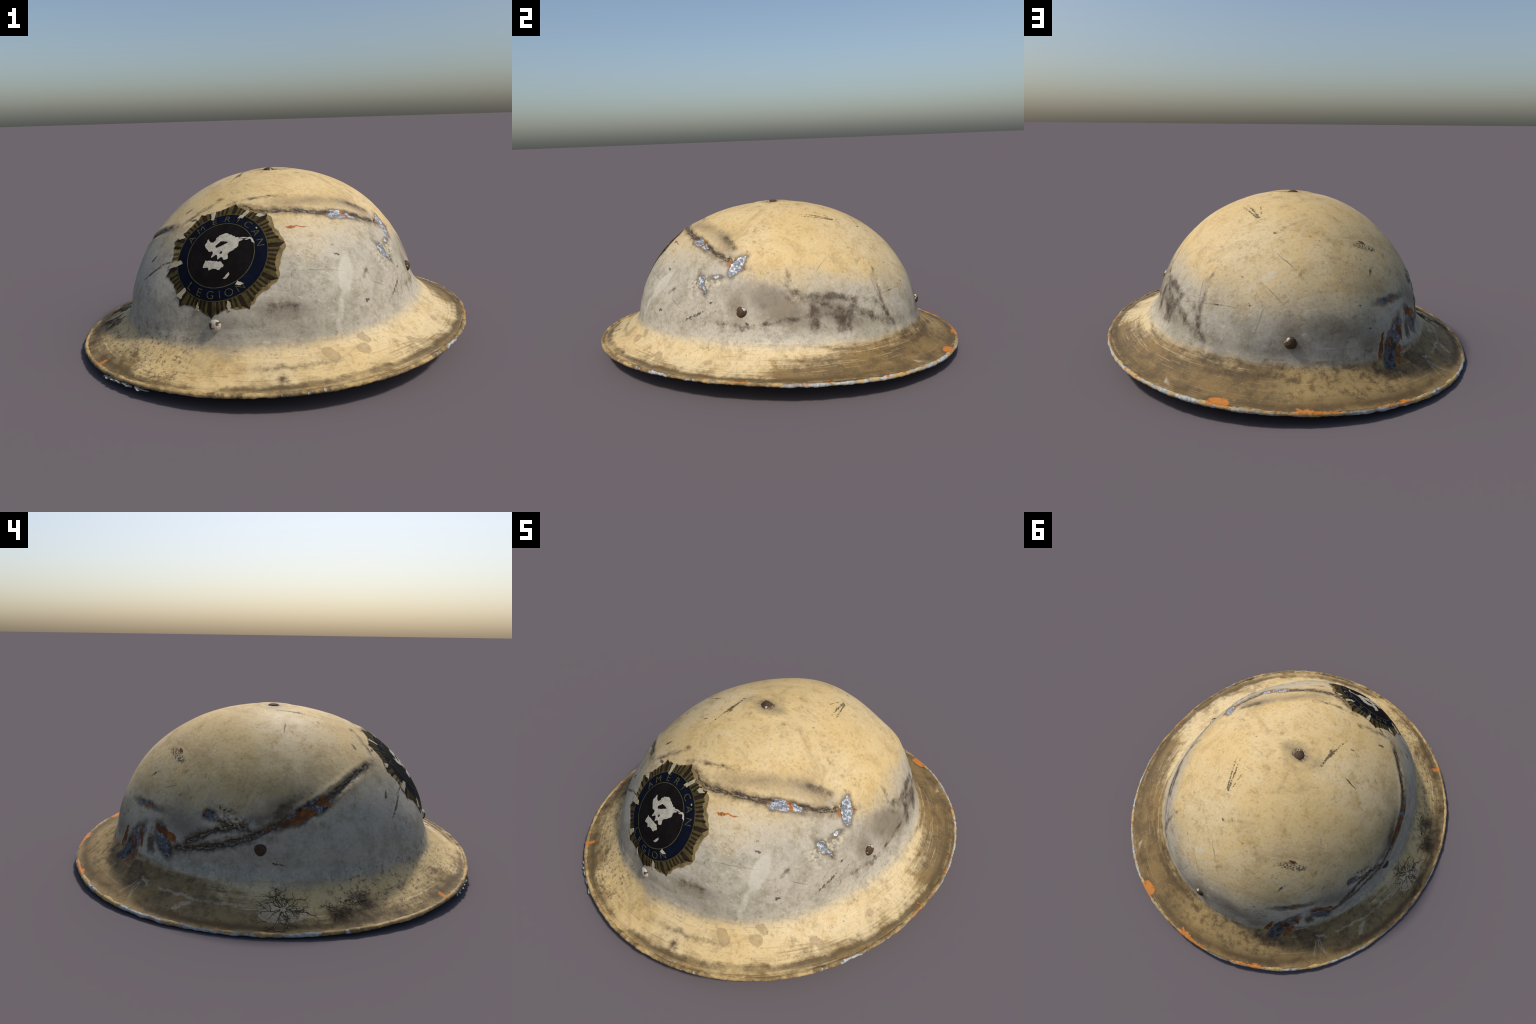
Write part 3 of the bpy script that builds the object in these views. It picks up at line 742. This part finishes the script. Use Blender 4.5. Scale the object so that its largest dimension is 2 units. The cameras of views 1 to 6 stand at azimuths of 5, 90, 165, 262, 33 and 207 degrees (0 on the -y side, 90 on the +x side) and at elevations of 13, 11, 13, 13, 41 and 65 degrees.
# rolled rim: a lumpy bead following the oval
def rim_bead():
    cols, ring = 1800, 14
    t = np.linspace(0, TAU, cols+1)[:-1]
    a = np.linspace(0, TAU, ring+1)[:-1]
    r0 = .0098
    drop = .0022+.0022*np.cos(t-math.radians(15))
    cx, cz = rim_radius(t)-r0+.001, rim_height(t)+.0088-drop
    V = np.stack([(cx[None]+r0*np.cos(a)[:, None])*np.cos(t), (cx[None]+r0*np.cos(a)[:, None])*np.sin(t), cz[None]+r0*.95*np.sin(a)[:, None]], -1)
    out = np.stack([np.cos(a)[:, None]*np.cos(t), np.cos(a)[:, None]*np.sin(t), np.sin(a)[:, None]+0*t], -1)
    P = V.reshape(-1, 3)
    rough = .0016*noise3(P, 9, 50)+.0024*noise3(P, 28, 51, 2)+.0014*noise3(P, 85, 53, 2)
    V = (P+out.reshape(-1, 3)*rough[:, None]).reshape(ring, cols, 3)
    V = np.concatenate([V, V[:1]], 0)
    q = grid_quads(ring+1, cols)
    q = np.where(q >= ring*cols, q-ring*cols, q)
    me = quad_mesh("rim", V[:-1].reshape(-1, 3), q[:, ::-1])
    return new_object("rolled_rim", me, helmet, MAT_RIM)
rim_bead()

# inner skin of the shell
def inner_skin():
    g, n = G[::4, ::4], N[::4, ::4]
    thick = np.full(len(g), .013); thick[-6:] = np.linspace(.012, .004, 6)
    V = g-n*thick[:, None, None]
    q = grid_quads(len(g), g.shape[1])
    c = g.shape[1]
    me = quad_mesh("inner_skin", V.reshape(-1, 3), q[c:, ::-1], np.stack([q[:c, 0]*0, q[:c, 2], q[:c, 1]], 1))
    new_object("inner_skin", me, helmet, MAT_LINING)
inner_skin()

# rivets: low domed heads, one mesh for all
def rivet_mesh():
    prof = [(0, .0150), (.007, .0146), (.013, .0130), (.019, .0100), (.0235, .0060), (.0255, .0020), (.0258, -.004)]
    n = 28; vs, qs = [], []
    for r, z in prof:
        for k in range(n):
            a = TAU*k/n
            w = 1+.04*math.sin(3*a+.7)
            vs.append((r*w*math.cos(a), r*w*math.sin(a), z))
    q = grid_quads(len(prof), n)
    me = quad_mesh("rivet", np.array(vs), q)
    bm = bmesh.new(); bm.from_mesh(me); bmesh.ops.remove_doubles(bm, verts=bm.verts, dist=1e-5)
    bmesh.ops.recalc_face_normals(bm, faces=bm.faces); bm.to_mesh(me); bm.free()
    me.materials.append(MAT_RIVET)
    return me
RIVET = rivet_mesh()
for k, (p, tilt) in enumerate((((-.203, -.757, .25), .3), ((.62, -.172, .341), 1.9), ((.188, .757, .256), 3.3), ((-.654, .148, .261), 4.4), ((-.029, -.003, .79), .9))):
    hit, nrm = nearest_on_shell(p)
    ob = new_object("rivet", RIVET, helmet)
    ob.matrix_world = Matrix.Translation(hit) @ nrm.to_track_quat("Z", "Y").to_matrix().to_4x4() @ Matrix.Rotation(tilt, 4, "Z")
    ob["paint_left"] = (.12, .0, -.02, -.2, -.05)[k]
    if k == 4: ob.scale = (.95, 1.1, .72)

# ---------------------------------------------------------------- badge transfer
BC, BN = Vector((-.194, -.6235, .508)), Vector((-.2692, -.7173, .6426)).normalized()
B2 = (Vector((0, 0, 1))-BN*BN.z).normalized(); B1 = B2.cross(BN)
BADGE_TURN = math.radians(-1.2)

def on_badge(a, b, h):
    """badge plane (a right, b up) wrapped on to the crown, h above the paint"""
    hit, nrm = onto_shell(BC+B1*a+B2*b, BN)
    return hit+nrm*h

def sheet(name, rows, h, mat, parent, closed=False):
    """a thin solid wrapped on the crown, from rows of badge-plane points"""
    R, Cn = len(rows), len(rows[0])
    top = [on_badge(a, b, h) for row in rows for a, b in row]
    bot = [on_badge(a, b, -.0012) for row in rows for a, b in row]
    vs = [tuple(v) for v in top+bot]; o = R*Cn; fs = []
    cc = Cn if closed else Cn-1
    for i in range(R-1):
        for j in range(cc):
            k = (j+1) % Cn
            fs.append((i*Cn+j, i*Cn+k, (i+1)*Cn+k, (i+1)*Cn+j))
    def wall(loop):
        for x, y in zip(loop, loop[1:]): fs.append((y, x, x+o, y+o))
    if closed:
        wall([j for j in range(Cn)]+[0]); wall(([(R-1)*Cn+j for j in range(Cn)]+[(R-1)*Cn])[::-1])
    else:
        loop = list(range(Cn))+[i*Cn+Cn-1 for i in range(1, R)]+[(R-1)*Cn+j for j in range(Cn-2, -1, -1)]+[i*Cn for i in range(R-2, -1, -1)]
        wall(loop)
    me = bpy.data.meshes.new(name); me.from_pydata(vs, [], fs); me.validate()
    bm = bmesh.new(); bm.from_mesh(me); bmesh.ops.recalc_face_normals(bm, faces=bm.faces); bm.to_mesh(me); bm.free()
    ob = new_object(name, me, parent, mat, smooth=False)
    return ob

def patch(name, outline, h, mat, parent, jag=.0025):
    """a ragged flake: outline control points, roughened, filled and wrapped"""
    pts = []
    for (x0, y0), (x1, y1) in zip(outline, outline[1:]+outline[:1]):
        n = max(2, int(math.hypot(x1-x0, y1-y0)/.006))
        for k in range(n):
            f = k/n; j = jag if k else 0
            pts.append((x0+(x1-x0)*f+random.uniform(-j, j), y0+(y1-y0)*f+random.uniform(-j, j)))
    bm = bmesh.new()
    vs = [bm.verts.new((x, y, 0)) for x, y in pts]
    es = [bm.edges.new((vs[i], vs[(i+1) % len(vs)])) for i in range(len(vs))]
    bmesh.ops.triangle_fill(bm, use_beauty=True, edges=es)
    bmesh.ops.subdivide_edges(bm, edges=[e for e in bm.edges if e.calc_length() > .014], cuts=1, use_grid_fill=False)
    bmesh.ops.triangulate(bm, faces=bm.faces)
    top = list(bm.faces)
    ext = bmesh.ops.extrude_face_region(bm, geom=top)
    low = {v for v in ext["geom"] if isinstance(v, bmesh.types.BMVert)}
    for v in bm.verts:
        v.co = on_badge(v.co.x, v.co.y, h if v in low else -.001)
    bmesh.ops.recalc_face_normals(bm, faces=bm.faces)
    me = bpy.data.meshes.new(name); bm.to_mesh(me); bm.free()
    return new_object(name, me, parent, mat, smooth=False)

GOLD = plain("dulled_gold_ink", (.070, .057, .020), (.034, .026, .010), .9, 40, .06)
BROWN = plain("brown_ink", (.024, .0145, .009), (.011, .007, .0055), .9, 40, .06)
NAVY = plain("navy_ink", (.0022, .0036, .0100), (.0036, .0056, .0135), .9, 25, .06)
BLACK = plain("black_ink", (.0050, .0040, .0042), (.009, .0068, .0068), .9, 18, .06)
THREAD = plain("gold_line_ink", (.080, .074, .032), (.042, .039, .017), .9, 40, .06)
VARNISH = plain("yellowed_varnish", (.20, .145, .062), (.10, .072, .030), .8, 20)
WORN = plain("worn_cream_paint", (.40, .345, .235), (.29, .245, .16), .8, 50)
FLAKED = plain("exposed_white_paint", (.42, .39, .315), (.30, .275, .22), .8, 60)

def halo_radius(a):
    """the varnish shows past the rays on the right and at the top only, with a torn outline"""
    star = math.cos(10*(a-BADGE_TURN)+math.radians(130))
    return .240+.014*max(0, math.cos(a-math.radians(28)))**.7+.008*star+.0022*math.sin(23*a)+.0018*math.sin(41*a+1)
badge = sheet("badge", [[((i/8)*halo_radius(TAU*j/180)*math.cos(TAU*j/180), (i/8)*halo_radius(TAU*j/180)*math.sin(TAU*j/180)) for j in range(180)] for i in range(1, 9)],
              .0007, VARNISH, helmet, closed=True)

R_IN, R_RING, R_LINE = .190, .196, .1455
# rays: ten points, each a bright and a dark facet with shorter rays stepping down beside it
STEPS = [(0, 5.2, .260, .236), (5.2, 8.0, .241, .238), (8.0, 10.4, .236, .232), (10.4, 13.0, .232, .229), (13.0, 15.4, .229, .226), (15.4, 18.0, .227, .229)]
count = 0
for p in range(10):
    mid = math.radians(-85+36*p)
    for side in (-1, 1):
        for k, (d0, d1, ra, rb) in enumerate(STEPS):
            a0, a1 = mid+side*math.radians(d0), mid+side*math.radians(d1)
            dark = (k % 2 == 0) if side < 0 else (k % 2 == 1)
            wob = random.uniform(-.003, .003)
            if 168 < math.degrees((a0+a1)/2) % 360 < 196 and k > 0 and random.random() < .5: continue     # torn away on the left
            na, nr = 4, 5
            rows = []
            for i in range(nr+1):
                row = []
                for j in range(na+1):
                    f = j/na; a = a0+(a1-a0)*f
                    rmax = ra+(rb-ra)*f+wob+(0 if k == 0 else .0035*(1-abs(2*f-1)))
                    r = R_IN+(rmax-R_IN)*i/nr
                    row.append((r*math.cos(a), r*math.sin(a)))
                rows.append(row)
            sheet("ray", rows, .0016 if dark else .0019, BROWN if dark else GOLD, badge)
            count += 1

def ring(name, r0, r1, h, mat, n=160, m=6):
    rows = [[((r0+(r1-r0)*i/m)*math.cos(TAU*j/n), (r0+(r1-r0)*i/m)*math.sin(TAU*j/n)) for j in range(n)] for i in range(m+1)]
    return sheet(name, rows, h, mat, badge, closed=True)
ring("ring", .140, R_RING, .0023, NAVY)
ring("border", R_RING-.0012, R_RING+.0018, .0027, GOLD, m=2)
ring("disc", .0005, R_LINE-.001, .0025, BLACK, m=14)
ring("hoop", R_LINE-.0016, R_LINE+.0012, .0030, THREAD, m=2)

def letter(ch, angle, radius, flip, size=.0445):
    cu = bpy.data.curves.new("letter", "FONT"); cu.body = ch; cu.size = size; cu.align_x = "CENTER"; cu.resolution_u = 6; cu.offset = -.0006
    tmp = bpy.data.objects.new("letter_source", cu); bpy.context.scene.collection.objects.link(tmp)
    bpy.context.view_layer.update()
    me = bpy.data.meshes.new_from_object(tmp.evaluated_get(bpy.context.evaluated_depsgraph_get()))
    bpy.data.objects.remove(tmp); bpy.data.curves.remove(cu)
    me.name = "letter"
    a = math.radians(angle); up = -1 if flip else 1
    ca, sa = math.cos(a), math.sin(a)
    bm = bmesh.new(); bm.from_mesh(me)
    bmesh.ops.subdivide_edges(bm, edges=[e for e in bm.edges if e.calc_length() > .01], cuts=2)
    bmesh.ops.triangulate(bm, faces=bm.faces)
    ext = bmesh.ops.extrude_face_region(bm, geom=list(bm.faces))
    low = {v for v in ext["geom"] if isinstance(v, bmesh.types.BMVert)}
    for v in bm.verts:
        x, y = v.co.x*1.12, (v.co.y-size*.36)
        r, tx = radius+up*y, up*x
        v.co = on_badge(r*ca+tx*sa, r*sa-tx*ca, .0031 if v in low else .0005)
    bmesh.ops.recalc_face_normals(bm, faces=bm.faces); bm.to_mesh(me); bm.free()
    me.materials.clear(); me.materials.append(THREAD)
    new_object("letter", me, badge, THREAD, smooth=False)
for ch, an in zip("AMERICAN", (158.8, 139.5, 117.2, 97, 79.7, 62.5, 43.7, 25.7)): letter(ch, an, .170, False)
for ch, an in zip("LEGION", (-123, -106, -88.5, -75, -62, -45.6)): letter(ch, an, .172, True)

PEELS = [
    [(-.075, .03), (-.069, .061), (-.058, .049), (-.038, .046), (-.025, .081), (-.003, .094), (.03, .089), (.05, .078), (.089, .085), (.106, .09), (.122, .082), (.133, .061), (.113, .080), (.082, .073),
     (.07, .063), (.073, .042), (.039, 0), (.046, -.017), (.031, -.028), (.016, -.016), (.004, -.029), (-.009, -.008), (-.026, -.024), (-.027, .003), (-.049, .004)],
    [(-.052, -.069), (-.051, -.036), (-.023, -.036), (.022, -.036), (.036, -.05), (.023, -.071), (-.005, -.068), (-.021, -.079), (-.031, -.066)],
    [(.045, -.102), (.063, -.074), (.069, -.082), (.058, -.102)], [(.100, -.118), (.106, -.101), (.132, -.106), (.121, -.117)],
    [(-.121, .21), (-.097, .209), (-.087, .162), (-.098, .162)], [(.022, .176), (.051, .228), (.062, .216), (.046, .181)], [(.092, .198), (.098, .215), (.133, .212), (.115, .199)],
    [(-.242, .071), (-.216, .092), (-.195, .07), (-.223, .064)], [(-.235, -.046), (-.179, -.036), (-.160, -.051), (-.197, -.066), (-.232, -.072)],
    [(-.158, -.183), (-.12, -.152), (-.113, -.163), (-.134, -.197)], [(-.056, -.236), (-.046, -.204), (-.038, -.234)], [(.079, -.184), (.094, -.188), (.1, -.217), (.087, -.217)],
    [(.113, .138), (.117, .144), (.123, .139), (.119, .134)]]
for k, o in enumerate(PEELS): patch("peeled_patch", o, .0038, FLAKED if k < 4 else WORN, badge, .0028 if k < 4 else .0028)
for o in ([(-.024, .03), (-.007, .054), (.03, .054), (.004, .035), (-.016, .022)], [(.005, 0), (.008, .009), (.016, .005), (.012, -.003)], [(.06, .072), (.085, .080), (.115, .081), (.09, .077)]):
    patch("ink_remnant", o, .0044, BLACK, badge, .0012)

# ---------------------------------------------------------------- branching mould on the brim
STALK = plain("dark_mould", (.055, .042, .020), (.085, .064, .032), .8)
def mould(name, centre, spread, stems, seed, width):
    rnd = random.Random(seed)
    hit, nrm = nearest_on_shell(centre)
    u = nrm.cross(Vector((0, 0, 1))).normalized(); w = nrm.cross(u)
    vs, fs = [], []
    def strand(x, y, ang, length, wid, depth):
        n = 7; pts = [(x, y)]
        for k in range(n):
            ang += rnd.uniform(-.38, .38)
            x += length/n*math.cos(ang); y += length/n*math.sin(ang); pts.append((x, y))
            if depth and rnd.random() < .5:
                strand(x, y, ang+rnd.choice((-1, 1))*rnd.uniform(.5, 1.1), length*rnd.uniform(.35, .6), wid*.7, depth-1)
        base = len(vs)
        for k, (px, py) in enumerate(pts):
            q = pts[min(k+1, n)]; p0 = pts[max(k-1, 0)]
            dx, dy = q[0]-p0[0], q[1]-p0[1]; l = math.hypot(dx, dy) or 1
            hw = wid*(1-.8*k/n)
            for s, hh in ((1, -.0006), (.5, .0011), (-.5, .0011), (-1, -.0006)):
                h2, n2 = onto_shell(hit+u*(px-dy/l*hw*s)+w*(py+dx/l*hw*s), nrm)
                vs.append(tuple(h2+n2*hh))
            if k:
                for e in range(3): fs.append((base+4*(k-1)+e, base+4*(k-1)+e+1, base+4*k+e+1, base+4*k+e))
    for k in range(stems):
        a = TAU*k/stems+rnd.uniform(-.2, .2)
        strand(.012*math.cos(a), .012*math.sin(a), a, spread*rnd.uniform(.6, 1.1), width, 2)
    me = bpy.data.meshes.new(name); me.from_pydata(vs, [], fs)
    ob = new_object(name, me, brim, STALK)
    ob["kind"] = "stuff"
    return ob
mould("branching_mould", (-.80, .075, .055), .088, 15, 5, .0024)
mould("branching_mould", (-.815, -.145, .045), .045, 9, 9, .0011)
mould("branching_mould", (-.765, -.235, .07), .045, 8, 12, .0011)

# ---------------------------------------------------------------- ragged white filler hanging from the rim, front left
CRUMB = plain("white_filler", (.40, .385, .34), (.20, .19, .165), .8, 60)
for k in range(20):
    a = math.radians(-118+random.uniform(-1, 1)-14*(k+.5)/20*(1 if k < 9 else 1))
    bm = bmesh.new()
    bmesh.ops.create_icosphere(bm, subdivisions=2, radius=1)
    sx, sy, sz = random.uniform(.009, .02), random.uniform(.004, .008), random.uniform(.002, .004)
    for v in bm.verts:
        v.co = Vector((v.co.x*sx, v.co.y*sy, v.co.z*sz))*random.uniform(.75, 1.25)
    me = bpy.data.meshes.new("filler_crumb"); bm.to_mesh(me); bm.free()
    ob = new_object("filler_crumb", me, helmet, CRUMB, smooth=False)
    r = float(rim_radius(a))+random.uniform(-.010, .002)
    ob.location = (r*math.cos(a), r*math.sin(a), float(rim_height(a))-.005+random.uniform(-.004, .003))
    ob.rotation_euler = (random.uniform(-.3, .3), random.uniform(-.3, .3), a+math.pi/2+random.uniform(-.5, .5))
